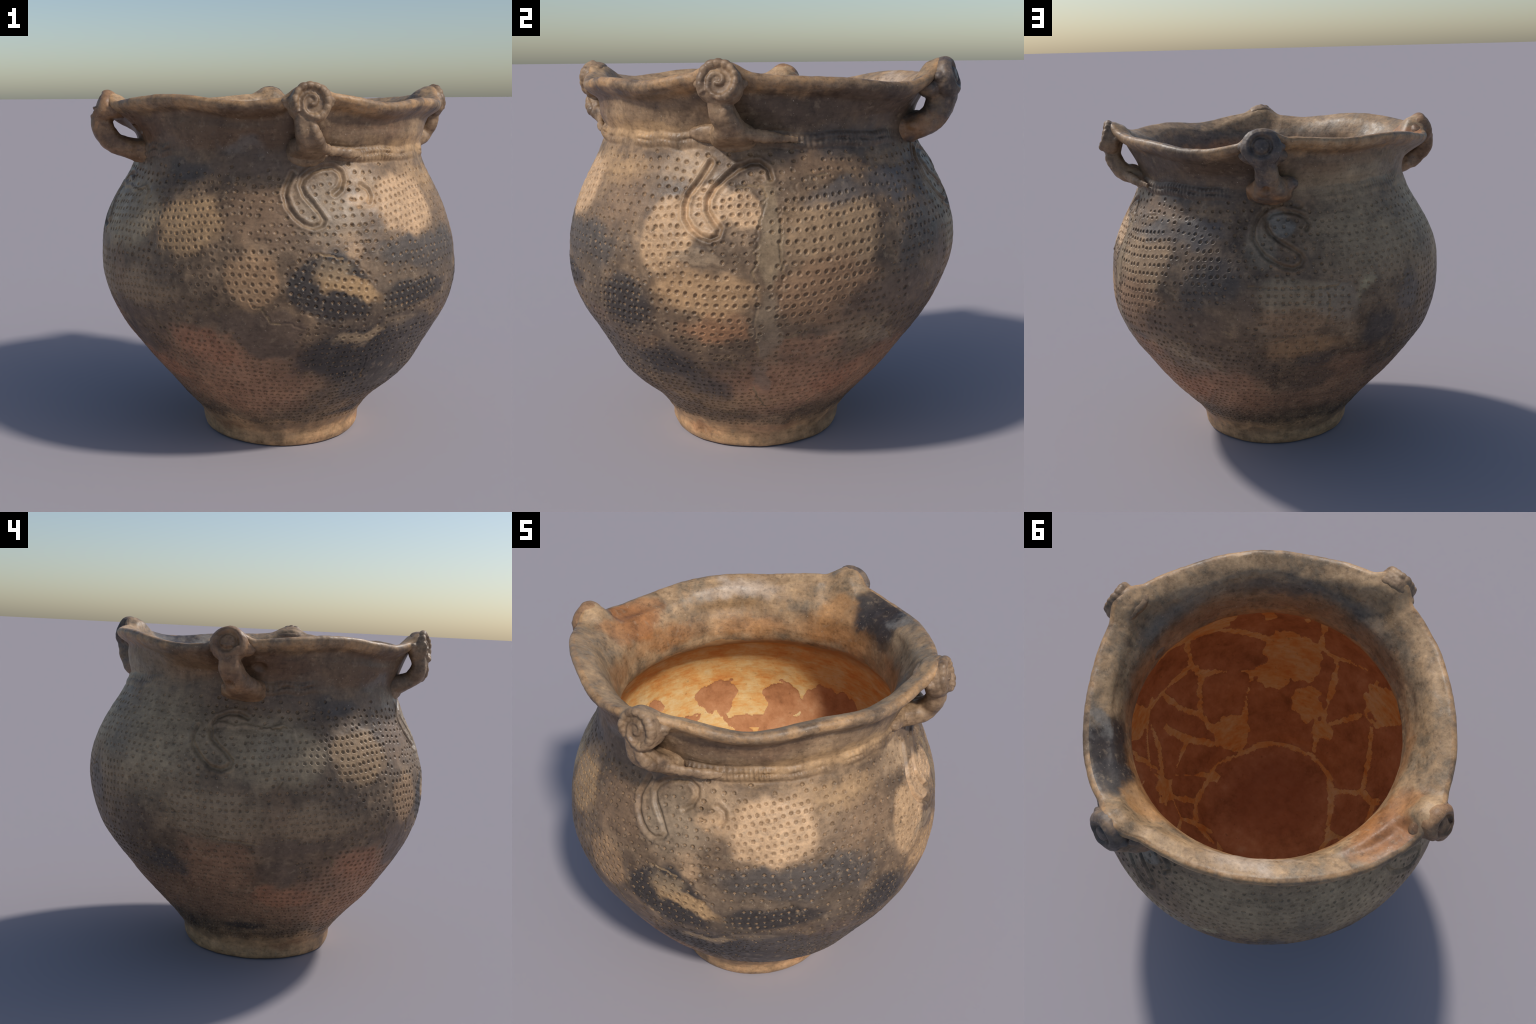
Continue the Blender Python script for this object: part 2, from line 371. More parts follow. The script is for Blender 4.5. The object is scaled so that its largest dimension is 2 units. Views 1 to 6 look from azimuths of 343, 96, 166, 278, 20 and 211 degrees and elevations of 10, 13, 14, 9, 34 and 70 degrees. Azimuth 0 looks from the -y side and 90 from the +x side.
# ------------------------------------------------------------------ the interior: dark sherds set in pale filler
i0, i1 = row_span["interior"]
IP = P[i0:i1 + 1]
SEAMS = [
    [(.82, -.36, 1.03), (.81, -.33, .77), (.76, -.35, .68), (.69, -.45, .65), (.54, -.58, .6)], [(.81, -.33, .77), (.84, -.19, .76), (.86, -.01, .75), (.86, .17, .8)],
    [(.76, -.35, .68), (.68, -.2, .48), (.58, -.19, .36)], [(.78, .03, .59), (.7, .01, .49), (.55, -.12, .31)], [(.82, .1, .68), (.74, .16, .58), (.64, .27, .5), (.56, .42, .51)],
    [(.47, -.06, .21), (.44, .14, .22), (.42, .25, .26), (.32, .37, .27), (.19, .42, .21)], [(.55, .43, .51), (.52, .33, .41), (.43, .25, .26)],
    [(.47, -.06, .21), (.39, -.21, .17), (.32, -.33, .17), (.2, -.42, .18), (0, -.47, .19), (-.18, -.41, .17), (-.27, -.32, .15), (-.36, -.16, .14), (-.42, -.03, .19), (-.42, .12, .19), (-.34, .30, .2)],
    [(-.26, -.34, .15), (-.43, -.38, .34), (-.51, -.34, .4), (-.6, -.37, .52)], [(.02, -.55, .29), (-.01, -.5, .22)], [(.23, -.85, .81), (.1, -.87, .8), (-.1, -.88, .84)],
    [(.23, -.86, 1.05), (.22, -.85, .79)], [(-.01, -.64, .38), (-.13, -.71, .5), (-.19, -.74, .58)], [(.81, -.38, 1.07), (.68, -.59, .93), (.53, -.71, .82)],
    [(-.3, -.72, .6), (-.43, -.74, .76)], [(.54, -.58, .6), (.47, -.42, .4), (.42, -.3, .26)], [(.68, -.2, .48), (.78, -.12, .6), (.85, -.1, .76)], [(.1, -.87, .8), (.06, -.74, .55), (.02, -.6, .36)], [(-.43, -.38, .34), (-.38, -.55, .42), (-.28, -.7, .56)], [(.64, .27, .5), (.74, .3, .66), (.82, .33, .9)], [(-.18, -.86, .83), (-.21, -.75, .59), (-.3, -.72, .6)], [(.86, -.26, 1.08), (.81, -.38, 1.07)],
]
FILLS = [((.36, -.76, .69), .19), ((.41, -.66, .57), .13), ((.16, -.66, .43), .13), ((0, -.61, .36), .07), ((.48, -.27, .28), .13), ((-.29, -.8, .74), .13), ((.86, .14, .79), .10),
         ((.58, .37, .5), .06), ((.75, -.45, 1.17), .18), ((-.55, .65, .78), .14), ((-.72, -.4, .98), .14), ((.5, .7, .86), .12)]
ISLES = [((.42, -.79, 1.01), .13), ((.22, -.87, 1.02), .12), ((.60, -.66, 1.02), .10), ((-.51, .74, 1.01), .115), ((-.13, .89, .97), .13), ((.12, .89, .97), .14), ((.27, .87, .98), .11), ((-.78, .42, 1.06), .055)]
coarse = IP[::2, ::4].reshape(-1, 3)
snap = lambda q: coarse[np.argmin(((coarse - q) ** 2).sum(1))]
wob = .022 * vnoise(IP, 11., 31) + .010 * vnoise(IP, 34., 32)
seam = np.full(IP.shape[:2], 9.0)
for line in SEAMS:
    line = np.array([snap(np.array(q)) for q in line])
    ss = np.linspace(0, len(line) - 1, 14 * len(line))
    for q in np.stack([np.interp(ss, range(len(line)), line[:, k]) for k in range(3)], -1):
        q = snap(q)
        rr = np.where(np.abs(IP[..., 2].mean(1) - q[2]) < .07)[0]
        seam[rr[0]:rr[-1] + 1] = np.minimum(seam[rr[0]:rr[-1] + 1], np.linalg.norm(IP[rr[0]:rr[-1] + 1] - q, axis=-1))
seam_w = .0175 + .006 * vnoise(IP, 6., 33) + .003 * vnoise(IP, 40., 35)
# the far side is broken into irregular sherds of its own
ia = np.degrees(np.arctan2(IP[..., 0], -IP[..., 1]))
pick = np.random.default_rng(23)
cores = [snap(on_wall(a_ + pick.uniform(-9, 9), z_ + pick.uniform(-.06, .06), -.06)) for k_, z_ in enumerate((.30, .52, .74, .96)) for a_ in np.arange(92 + 11 * k_, 312, 34)]
near = np.sort(np.stack([np.linalg.norm((IP - c) * (1, 1, 1.2), axis=-1) for c in cores]) + 0, axis=0)[:2]
web = (near[1] - near[0]) * .5 + .6 * wob
web = np.where((np.abs(wrap(ia - 200)) < 112) & (np.hypot(IP[..., 0], IP[..., 1]) > .40) & (IP[..., 2] < .80), web, 9.0)
filler = ((seam + .5 * wob) < seam_w) | (web < .75 * seam_w)
for c, r in FILLS: filler |= (np.linalg.norm(IP - snap(np.array(c)), axis=-1) + 2.2 * wob) < r
ia = np.degrees(np.arctan2(IP[..., 0], -IP[..., 1]))
top = 1.01 - .12 * smooth01(1 - np.abs(wrap(ia - 205)) / 95) + .03 * np.sin(np.radians(ia) * 5)
above = IP[..., 2] + 1.6 * wob > top
for c, r in ISLES: above &= ~((np.linalg.norm(IP - snap(np.array(c)), axis=-1) + 2.0 * wob) < r)
filler |= above
D[i0:i1 + 1] += .0022 * filler * (IP[..., 2] < 1.3) + .0015 * vnoise(IP, 20., 36)

P = P + N * D[..., None]
P[..., 2] -= P[..., 2].min()
NORM = grid_normals(P)


# ------------------------------------------------------------------ materials
def mat_new(name):
    m = bpy.data.materials.new(name); m.use_nodes = True
    t = m.node_tree
    return m, t, t.nodes["Principled BSDF"]


class Graph:
    def __init__(self, tree):
        self.t = tree
        self.n = tree.nodes

    def link(self, a, b):
        self.t.links.new(a, b)

    def coord(self):
        return self.n.new("ShaderNodeTexCoord").outputs["Object"]

    def mapped(self, vec, scale):
        m = self.n.new("ShaderNodeMapping"); self.link(vec, m.inputs[0]); m.inputs["Scale"].default_value = scale
        return m.outputs[0]

    def noise(self, vec, scale, detail=4.0, rough=.55, colour=False, w=None):
        x = self.n.new("ShaderNodeTexNoise"); self.link(vec, x.inputs["Vector"])
        x.inputs["Scale"].default_value, x.inputs["Detail"].default_value, x.inputs["Roughness"].default_value = scale, detail, rough
        return x.outputs["Color" if colour else "Fac"]

    def ramp(self, fac, stops):
        r = self.n.new("ShaderNodeValToRGB"); self.link(fac, r.inputs[0])
        e = r.color_ramp.elements
        while len(e) < len(stops): e.new(.5)
        for k, (p, c) in zip(e, stops): k.position, k.color = p, (*c, 1)
        return r.outputs[0]

    def span(self, v, lo, hi, a=0.0, b=1.0):
        m = self.n.new("ShaderNodeMapRange"); m.interpolation_type = "SMOOTHSTEP"
        self.link(v, m.inputs["Value"])
        for k, x in zip(("From Min", "From Max", "To Min", "To Max"), (lo, hi, a, b)): m.inputs[k].default_value = x
        return m.outputs[0]

    def math(self, op, a, b=None):
        m = self.n.new("ShaderNodeMath"); m.operation = op
        for k, v in enumerate((a, b)):
            if v is None: continue
            if isinstance(v, (int, float)): m.inputs[k].default_value = v
            else: self.link(v, m.inputs[k])
        return m.outputs[0]

    def mix(self, fac, a, b, mode="MIX"):
        m = self.n.new("ShaderNodeMix"); m.data_type = "RGBA"; m.blend_type = mode
        for k, v in ((0, fac), (6, a), (7, b)):
            if isinstance(v, (int, float)): m.inputs[k].default_value = v
            elif isinstance(v, tuple): m.inputs[k].default_value = (*v, 1)
            else: self.link(v, m.inputs[k])
        return m.outputs[2]

    def wobble(self, vec, scale, amount, detail=3.0):
        n = self.noise(vec, scale, detail, .6, colour=True)
        s = self.n.new("ShaderNodeVectorMath"); s.operation = "SUBTRACT"; self.link(n, s.inputs[0]); s.inputs[1].default_value = (.5, .5, .5)
        m = self.n.new("ShaderNodeVectorMath"); m.operation = "SCALE"; self.link(s.outputs[0], m.inputs[0]); m.inputs["Scale"].default_value = amount
        a = self.n.new("ShaderNodeVectorMath"); a.operation = "ADD"; self.link(vec, a.inputs[0]); self.link(m.outputs[0], a.inputs[1])
        return a.outputs[0]

    def blob(self, vec, place, frame, size, edge):
        """Mask of an ellipsoid lying on the wall: 1 inside, falling to 0 across `edge`."""
        m = self.n.new("ShaderNodeMapping"); m.vector_type = "TEXTURE"; self.link(vec, m.inputs[0])
        m.inputs["Location"].default_value = place; m.inputs["Rotation"].default_value = frame; m.inputs["Scale"].default_value = size
        l = self.n.new("ShaderNodeVectorMath"); l.operation = "LENGTH"; self.link(m.outputs[0], l.inputs[0])
        return l.outputs["Value"], edge


PALE, CREAM = (.54, .395, .25), (.44, .335, .22)
TAN, ORANGE = (.43, .305, .175), (.42, .265, .14)
OLIVE, GREY, BLUE = (.40, .325, .212), (.31, .258, .185), (.21, .21, .19)
BROWN, UMBER = (.22, .155, .10), (.145, .108, .078)
SOOT, CHAR = (.040, .037, .036), (.085, .076, .068)
RED, BRICK, RUST = (.39, .23, .143), (.40, .213, .13), (.33, .205, .13)

# stains and sherd colours: azimuth, height, half width, half height, tilt, colour, strength, softness (0 hard .. 1 soft)
STAINS = [
    # scuffed and smoked foot
    *[(a_, z_, w_, .035, 5, c_, k_, .7) for a_, z_, w_, c_, k_ in ((18, .10, .16, BROWN, .6), (60, .06, .14, (.38, .21, .115), .6), (105, .12, .18, RUST, .6), (150, .07, .14, BROWN, .5), (200, .11, .2, UMBER, .5), (255, .13, .18, BROWN, .6), (300, .08, .15, (.34, .20, .12), .5), (340, .12, .2, UMBER, .55))],
    # broad tone
    (105, .36, .40, .17, 0, (.33, .215, .14), .65, .8), (150, .36, .40, .18, 0, (.33, .21, .135), .65, .8), (200, .38, .42, .18, 0, (.33, .22, .145), .65, .8), (255, .38, .42, .18, 0, (.34, .22, .14), .65, .8), (300, .38, .42, .18, 0, (.35, .22, .14), .65, .8),
    (238, 1.30, .46, .36, 0, OLIVE, .85, .8), (200, 1.36, .34, .26, 0, OLIVE, .7, .8), (283, 1.26, .30, .22, 0, OLIVE, .7, .6), (30, 1.40, .5, .12, 0, TAN, .5, .8),
    (336, 1.30, .22, .16, 0, BROWN, .8, .7), (340, 1.53, .45, .075, 0, UMBER, .85, .7), (285, 1.52, .40, .06, 0, UMBER, .7, .8), (322, .60, .40, .18, 0, RUST, .7, .7), (328, .40, .36, .25, 0, RED, .75, .7), (318, .655, .22, .13, -15, BRICK, .75, .5),
    (297, .50, .24, .13, 20, RUST, .6, .7), (110, .43, .36, .25, 0, RED, .8, .7), (129, .445, .18, .11, 20, BRICK, .75, .6), (111, .674, .20, .09, 0, RED, .6, .6),
    (149, .47, .22, .22, 0, RED, .7, .7), (191, .567, .25, .18, 15, RUST, .7, .7), (176, .768, .25, .10, 0, ORANGE, .5, .6), (260, .578, .30, .16, 0, RUST, .75, .7), (289, .462, .20, .10, 0, BRICK, .7, .5),
    (265, .73, .22, .10, 0, RED, .5, .6), (230, .42, .40, .20, 0, RUST, .7, .8), (242, .388, .22, .15, 0, BROWN, .4, .8), (205, .35, .5, .14, 0, RUST, .5, .8), (85, .33, .35, .12, 0, TAN, .4, .8),
    # shoulder and neck
    (74, 1.45, .16, .09, 0, CREAM, .7, .6), (55, 1.29, .20, .14, 0, BROWN, .55, .7), (49, 1.42, .21, .10, 0, TAN, .6, .7), (356, 1.323, .20, .18, 0, GREY, .65, .7), (9, 1.36, .10, .06, 0, PALE, .65, .6),
    (8.5, 1.46, .13, .065, 0, CREAM, .7, .7), (4, 1.12, .045, .035, 0, PALE, .6, .7), (116, 1.454, .21, .07, 0, BROWN, .8, .6), (40, 1.58, .45, .07, 0, TAN, .75, .8), (130, 1.55, .45, .08, 0, CHAR, .75, .7), (194, 1.60, .4, .1, 0, OLIVE, .6, .8),
    # sherds
    (314.7, 1.242, .20, .155, 4, TAN, .85, .30), (334, 1.021, .125, .155, -4, (.36, .25, .15), .85, .28), (288, 1.255, .24, .14, 3, OLIVE, .6, .3), (283, 1.30, .15, .09, 0, (.32, .27, .19), .6, .6), (298, .925, .26, .125, 6, (.30, .225, .145), .8, .35),
    (266, .955, .32, .15, 0, (.30, .235, .155), .8, .35), (285, 1.01, .09, .11, 0, BROWN, .6, .3), (25.5, 1.32, .225, .18, 8, PALE, .92, .24), (71, 1.165, .14, .18, 8, (.50, .36, .22), .88, .26), (80, 1.27, .09, .15, -25, PALE, .92, .24), (90, 1.285, .088, .10, 10, PALE, .92, .26),
    (81.5, .93, .245, .115, 0, (.43, .30, .175), .88, .32), (85, .765, .19, .09, 0, (.42, .245, .14), .8, .6), (116, 1.19, .265, .18, 5, (.34, .25, .155), .85, .3), (114, .93, .28, .17, 5, (.31, .205, .125), .8, .4),
    (173.5, 1.06, .25, .10, -3, (.30, .25, .17), .8, .3), (173, .94, .22, .09, 0, (.32, .22, .135), .75, .5), (186, 1.02, .12, .12, 0, (.25, .22, .17), .6, .4), (169.7, 1.412, .065, .077, 0, (.225, .225, .20), .75, .35), (194.7, 1.106, .06, .06, 0, (.42, .38, .25), .7, .8),
    (60, .68, .18, .05, 15, ORANGE, .8, .5), (41, .70, .16, .085, 20, (.36, .22, .13), .7, .5), (132, .70, .14, .07, 30, (.36, .28, .18), .6, .7), (163, 1.30, .10, .12, 0, (.27, .24, .18), .6, .6),
    # filler strips
    (98.5, 1.18, .060, .24, 0, (.27, .215, .14), .85, .3), (98.8, .77, .048, .18, 0, (.25, .205, .145), .8, .4), (79, 1.075, .14, .030, 4, (.28, .22, .15), .8, .35), (98, .52, .045, .12, 0, (.23, .185, .14), .7, .5),
    (338.8, .725, .155, .16, -15, UMBER, .95, .16), (328.8, .805, .19, .06, 0, UMBER, .85, .5), (291, .785, .23, .075, 0, UMBER, .8, .5), (285, .62, .12, .10, 0, UMBER, .75, .4), (12.7, .84, .018, .10, 0, (.25, .20, .14), .9, .3), (20, .72, .05, .04, 0, (.33, .26, .18), .6, .7),
    # soot
    (24, .58, .52, .30, 0, (.066, .056, .048), .92, .5), (36, 1.08, .44, .12, 0, (.085, .072, .060), .85, .5), (10, .82, .34, .26, 0, (.095, .078, .062), .75, .6), (55, .66, .34, .30, -10, (.10, .082, .066), .75, .6), (22, .99, .22, .07, 0, (.15, .118, .085), .7, .6), (43, .92, .17, .14, 0, (.115, .094, .072), .82, .5), (16, .88, .10, .08, 0, (.12, .10, .075), .7, .5), (18, .755, .16, .035, 0, (.24, .19, .13), .75, .6), (36, .78, .05, .035, 0, (.26, .20, .13), .6, .6),
    (356, .965, .225, .175, -12, SOOT, .93, .2), (2, .975, .19, .055, -22, (.42, .30, .17), .93, .35), (357.5, 1.05, .11, .05, -10, (.30, .24, .16), .7, .6), (26, .905, .25, .085, 4, SOOT, .93, .35), (6, .61, .31, .18, 10, SOOT, .93, .35), (5.6, .712, .14, .055, 5, (.33, .26, .17), .85, .5), (24, .385, .30, .14, 15, CHAR, .85, .6), (14, .50, .28, .08, 10, SOOT, .6, .6),
    (27.5, 1.10, .33, .085, 0, CHAR, .9, .45), (43, 1.10, .19, .105, 0, CHAR, .8, .6), (50, 1.13, .15, .08, 0, CHAR, .6, .6), (29, .66, .24, .12, -20, CHAR, .8, .6), (59, .865, .17, .13, 15, SOOT, .9, .4), (68, .56, .20, .14, -15, SOOT, .85, .5), (78, .434, .13, .12, -15, CHAR, .8, .6), (22, .185, .14, .03, 8, SOOT, .75, .6),
    (119, 1.327, .17, .06, 8, (.12, .115, .11), .75, .6), (138.6, 1.36, .17, .08, 0, (.10, .095, .092), .85, .6), (142, 1.08, .12, .20, -10, CHAR, .8, .6), (126, .883, .19, .10, 25, UMBER, .8, .6), (150, 1.147, .14, .13, 0, CHAR, .75, .7), (140, .888, .18, .12, 10, UMBER, .85, .6),
    (158, 1.02, .08, .12, 0, UMBER, .7, .7), (200.6, .845, .13, .12, 0, CHAR, .8, .5), (180, .548, .17, .11, 30, UMBER, .8, .5), (181, .693, .14, .07, 25, CHAR, .6, .6), (214, 1.0, .11, .16, 0, (.12, .11, .10), .75, .6), (139, .654, .18, .05, -20, GREY, .6, .6),
    (245.5, .649, .16, .10, -8, CHAR, .85, .6), (236, .82, .15, .13, -15, UMBER, .7, .7), (269.7, .247, .13, .05, 8, SOOT, .75, .6), (307, 1.018, .14, .06, 0, UMBER, .65, .7), (309, 1.49, .16, .07, 0, CHAR, .7, .6), (227, 1.24, .12, .14, 0, CHAR, .5, .8),
]
RIM_STAINS = [
    (139, 1.735, .19, .085, 10, (.038, .031, .028), .97, .30), (148, 1.76, .10, .07, -30, (.045, .04, .038), .9, .3), (131, 1.67, .11, .075, 0, (.05, .04, .035), .8, .4), (152, 1.78, .06, .05, 0, (.06, .055, .05), .85, .5), (128, 1.79, .09, .035, 0, (.20, .20, .185), .75, .6),
    (256, 1.72, .17, .10, 0, (.33, .155, .065), .85, .5), (245, 1.77, .10, .05, 0, (.36, .19, .09), .7, .6), (268, 1.74, .09, .08, 0, (.34, .18, .085), .7, .6), (161, 1.70, .12, .10, 0, (.42, .25, .12), .8, .5), (168, 1.62, .16, .10, 0, (.36, .20, .09), .7, .6), (150, 1.63, .25, .06, 0, (.30, .17, .08), .7, .6),
    (29, 1.71, .34, .055, 0, (.13, .115, .095), .8, .7), (75, 1.71, .28, .07, 0, (.17, .15, .12), .7, .8), (350, 1.69, .28, .07, 0, (.16, .14, .11), .6, .8), (320, 1.73, .25, .07, 0, (.22, .18, .13), .5, .8), (207, 1.77, .26, .05, 0, (.46, .40, .33), .7, .7), (205, 1.67, .4, .05, 0, (.30, .20, .105), .6, .8), (110, 1.72, .2, .09, 0, (.34, .27, .17), .5, .8),
    *[(a_, 1.60 + .02 * math.sin(a_), .30, .075, 0, c_, .75, .7) for a_, c_ in ((20, (.33, .20, .11)), (65, (.30, .185, .105)), (110, (.40, .235, .12)), (155, (.42, .235, .11)), (200, (.42, .24, .115)), (245, (.38, .20, .09)), (290, (.34, .205, .11)), (335, (.30, .19, .11)))],
    (30, 1.50, .5, .10, 0, (.45, .25, .11), .8, .6),
]
OUTER_RIM = [  # brown neck clay with the shade under the lip painted into it
    (325, 1.68, .50, .12, 0, (.15, .098, .06), .85, .7), (275, 1.68, .42, .10, 0, (.165, .10, .06), .8, .7), (20, 1.70, .34, .085, 0, (.165, .11, .07), .8, .7), (48, 1.66, .25, .06, 0, (.30, .22, .14), .6, .7), (55, 1.60, .3, .05, 0, (.40, .29, .17), .75, .7), (115, 1.70, .42, .10, 0, (.10, .075, .055), .9, .7),
    (150, 1.68, .25, .10, 0, (.11, .082, .06), .85, .7), (195, 1.70, .25, .10, 0, (.23, .16, .10), .8, .7), (228, 1.70, .30, .10, 0, (.22, .175, .115), .75, .7), (330, 1.60, .12, .05, 0, (.19, .185, .17), .6, .7), (210, 1.62, .4, .05, 0, (.20, .19, .15), .7, .7), (250, 1.66, .16, .10, 0, (.27, .18, .105), .7, .6), (300, 1.60, .2, .05, 0, UMBER, .6, .7),
]


def frame_on_wall(az, z, tilt):
    p = on_wall(np.array(float(az)), np.array(float(min(z, 1.645))))
    q = on_wall(np.array(float(az)), np.array(float(min(z, 1.645)) - .01))
    up = Vector(p - q).normalized()
    a = math.radians(az)
    tan = Vector((math.cos(a), math.sin(a), 0))
    nor = tan.cross(up).normalized(); up = nor.cross(tan)
    ct, st = math.cos(math.radians(tilt)), math.sin(math.radians(tilt))
    x, y = tan * ct + up * st, up * ct - tan * st
    return Matrix((x, y, nor)).transposed().to_euler("XYZ")


def stain(g, col, soft, hard, s, rfix=None):
    az, z, hw, hh, tilt, colour, k, softness = s
    a = math.radians(az)
    if rfix is None:
        p = on_wall(np.array(float(az)), np.array(float(z)))
        place = tuple(p); rot = frame_on_wall(az, z, tilt)
    else:
        place = (rfix * math.sin(a), -rfix * math.cos(a), z)
        tan, up = Vector((math.cos(a), math.sin(a), 0)), Vector((0, 0, 1))
        rot = Matrix((tan, up, tan.cross(up))).transposed().to_euler("XYZ")
    # (a vanishing share of the running colour keeps the stains evaluated one after another)
    v = g.n.new("ShaderNodeVectorMath"); v.operation = "MULTIPLY_ADD"; g.link(col, v.inputs[0])
    v.inputs[1].default_value = (1e-6, 1e-6, 1e-6); g.link(hard if softness < .45 else soft, v.inputs[2])
    m = g.n.new("ShaderNodeMapping"); m.vector_type = "TEXTURE"
    g.link(v.outputs[0], m.inputs[0])
    m.inputs["Location"].default_value = place; m.inputs["Rotation"].default_value = rot
    m.inputs["Scale"].default_value = (hw, hh, max(hw, hh) * 1.2 if rfix is None else .28)
    l = g.n.new("ShaderNodeVectorMath"); l.operation = "LENGTH"; g.link(m.outputs[0], l.inputs[0])
    f = g.span(l.outputs["Value"], 1.0 + .30 * softness, 1.0 - .85 * softness - .03, 0.0, k)
    return g.mix(f, col, colour)


def clay(name, stains, base, outer_rim=(), rim_stains=(), lip_zone=False, pit=0.0, tone_scale=1.0, rough=.50, foot_zone=False):
    m, t, bsdf = mat_new(name)
    g = Graph(t)
    co = g.coord()
    soft = g.wobble(co, 6.0, .22, 5.0)
    hard = g.wobble(g.wobble(co, 5.5, .15, 1.5), 26.0, .034, 3.0)
    n1, n2 = g.noise(co, 4.5, 5, .6), g.noise(co, 17.0, 5, .65)
    tone = g.math("ADD", g.math("MULTIPLY", n1, .55), g.math("MULTIPLY", n2, .45))
    col = g.ramp(tone, base)
    sep = g.n.new("ShaderNodeSeparateXYZ"); g.link(soft, sep.inputs[0])
    if lip_zone:                                   # bare clay worn along the lip
        lipc = g.ramp(tone, [(.36, (.16, .125, .09)), (.46, (.30, .22, .14)), (.54, (.40, .27, .15)), (.64, (.44, .33, .21))])
        for s in outer_rim: col = stain(g, col, soft, hard, s, .80)
        col = g.mix(g.span(sep.outputs["Z"], 1.745, 1.80), col, lipc)
    if foot_zone:                                  # unsmoked pale foot standing in the hearth sand
        footc = g.ramp(tone, [(.36, (.24, .17, .10)), (.47, (.40, .28, .165)), (.56, (.48, .325, .19)), (.66, (.55, .375, .225))])
        col = g.mix(g.span(sep.outputs["Z"], .19, .11), col, footc)
    for s in stains: col = stain(g, col, soft, hard, s)
    for s in rim_stains: col = stain(g, col, soft, hard, s, .74)
    # cloudy firing marks at hand and finger scale
    cloud = g.math("ADD", g.math("MULTIPLY", g.noise(soft, 9.0, 4, .6), .5), g.math("MULTIPLY", g.noise(co, 24.0, 4, .65), .5))
    col = g.mix(1.0, col, g.ramp(cloud, [(.34, (.60, .585, .57)), (.46, (.92, .91, .90)), (.55, (1.06, 1.06, 1.06)), (.66, (1.30, 1.29, 1.27))]), "MULTIPLY")
    # grain, streaks drawn round by the potter's hand, flecks
    grain = g.noise(co, 55.0, 4, .7)
    streak = g.noise(g.mapped(co, (9, 9, 42)), 1.6, 4, .65)
    v = g.math("ADD", g.math("MULTIPLY", grain, .55), g.math("MULTIPLY", streak, .45))
    col = g.mix(1.0, col, g.ramp(v, [(.32, (.50, .48, .46)), (.47, (.93, .93, .93)), (.55, (1, 1, 1)), (.68, (1.16, 1.15, 1.13))]), "MULTIPLY")
    col = g.mix(g.span(g.noise(co, 26.0, 3, .6), .56, .74, 0, .38), col, (.33, .27, .19))
    col = g.mix(g.span(g.noise(co, 130.0, 1, .5), .735, .79, 0, .55), col, (.55, .50, .42))
    col = g.mix(g.span(g.noise(co, 21.0, 4, .7), .60, .74, 0, .45), col, (.10, .08, .062))
    if pit:                                        # earth evens out the dimples; their lit lower edges are painted in too
        col = g.mix(pit, col, g.ramp(g.noise(co, 12., 2, .5), [(.38, (.165, .12, .075)), (.52, (.25, .178, .108)), (.64, (.34, .24, .145))]))
    col = g.mix(1.0, col, (1.07 * tone_scale, .955 * tone_scale, .885 * tone_scale), "MULTIPLY")
    hs = g.n.new("ShaderNodeHueSaturation"); hs.inputs["Saturation"].default_value = 1.06; hs.inputs["Value"].default_value = 1.0
    g.link(col, hs.inputs["Color"]); g.link(hs.outputs[0], bsdf.inputs["Base Color"])
    g.link(g.span(n2, .3, .7, rough - .09, rough + .10), bsdf.inputs["Roughness"])
    bsdf.inputs["Specular IOR Level"].default_value = .45
    b = g.n.new("ShaderNodeBump"); b.inputs["Strength"].default_value = .35; b.inputs["Distance"].default_value = .004
    g.link(g.math("ADD", g.noise(co, 48.0, 5, .65), g.math("MULTIPLY", streak, .5)), b.inputs["Height"])
    g.link(b.outputs[0], bsdf.inputs["Normal"])
    return m


EARTH = [(.34, (.078, .058, .041)), (.44, (.132, .097, .065)), (.53, (.19, .140, .092)), (.64, (.285, .212, .138))]
LIPTONE = [(.34, (.15, .125, .095)), (.43, (.25, .20, .135)), (.52, (.37, .27, .165)), (.64, (.46, .345, .215))]
OUTSIDE = dict(outer_rim=OUTER_RIM, lip_zone=True, foot_zone=True)
jar_clay = clay("smoked_jar_clay", STAINS, EARTH, **OUTSIDE)
pit_clay = clay("earth_and_light_in_dimples", STAINS, EARTH, pit=.64, rough=.62, **OUTSIDE)
edge_clay = clay("darker_dimple_edges", STAINS, EARTH, tone_scale=.68, rough=.60, **OUTSIDE)  # same clay in a darker tone along the dimple edges
joint_clay = clay("chalky_joint_fill", [], [(.35, (.13, .10, .065)), (.5, (.21, .16, .10)), (.65, (.36, .28, .18))], rough=.75)
throat_clay = clay("inner_neck_clay", [], LIPTONE, rim_stains=RIM_STAINS)
HANDLE_TONE = [(.34, (.12, .09, .065)), (.44, (.205, .15, .10)), (.54, (.29, .215, .14)), (.64, (.36, .27, .175))]
knob_clay = {
    "front": clay("handle_clay_front", [], HANDLE_TONE), "right": clay("handle_clay_right", [], HANDLE_TONE),
    "back": clay("handle_clay_back", [(164, 1.57, .16, .09, 0, (.36, .215, .115), .85, .5)], [(.34, (.06, .055, .052)), (.46, (.115, .10, .09)), (.56, (.20, .155, .11)), (.66, (.30, .21, .13))]),
    "left": clay("handle_clay_left", [], [(.34, (.12, .078, .05)), (.46, (.22, .14, .085)), (.56, (.30, .195, .115)), (.66, (.38, .26, .155))]),
}


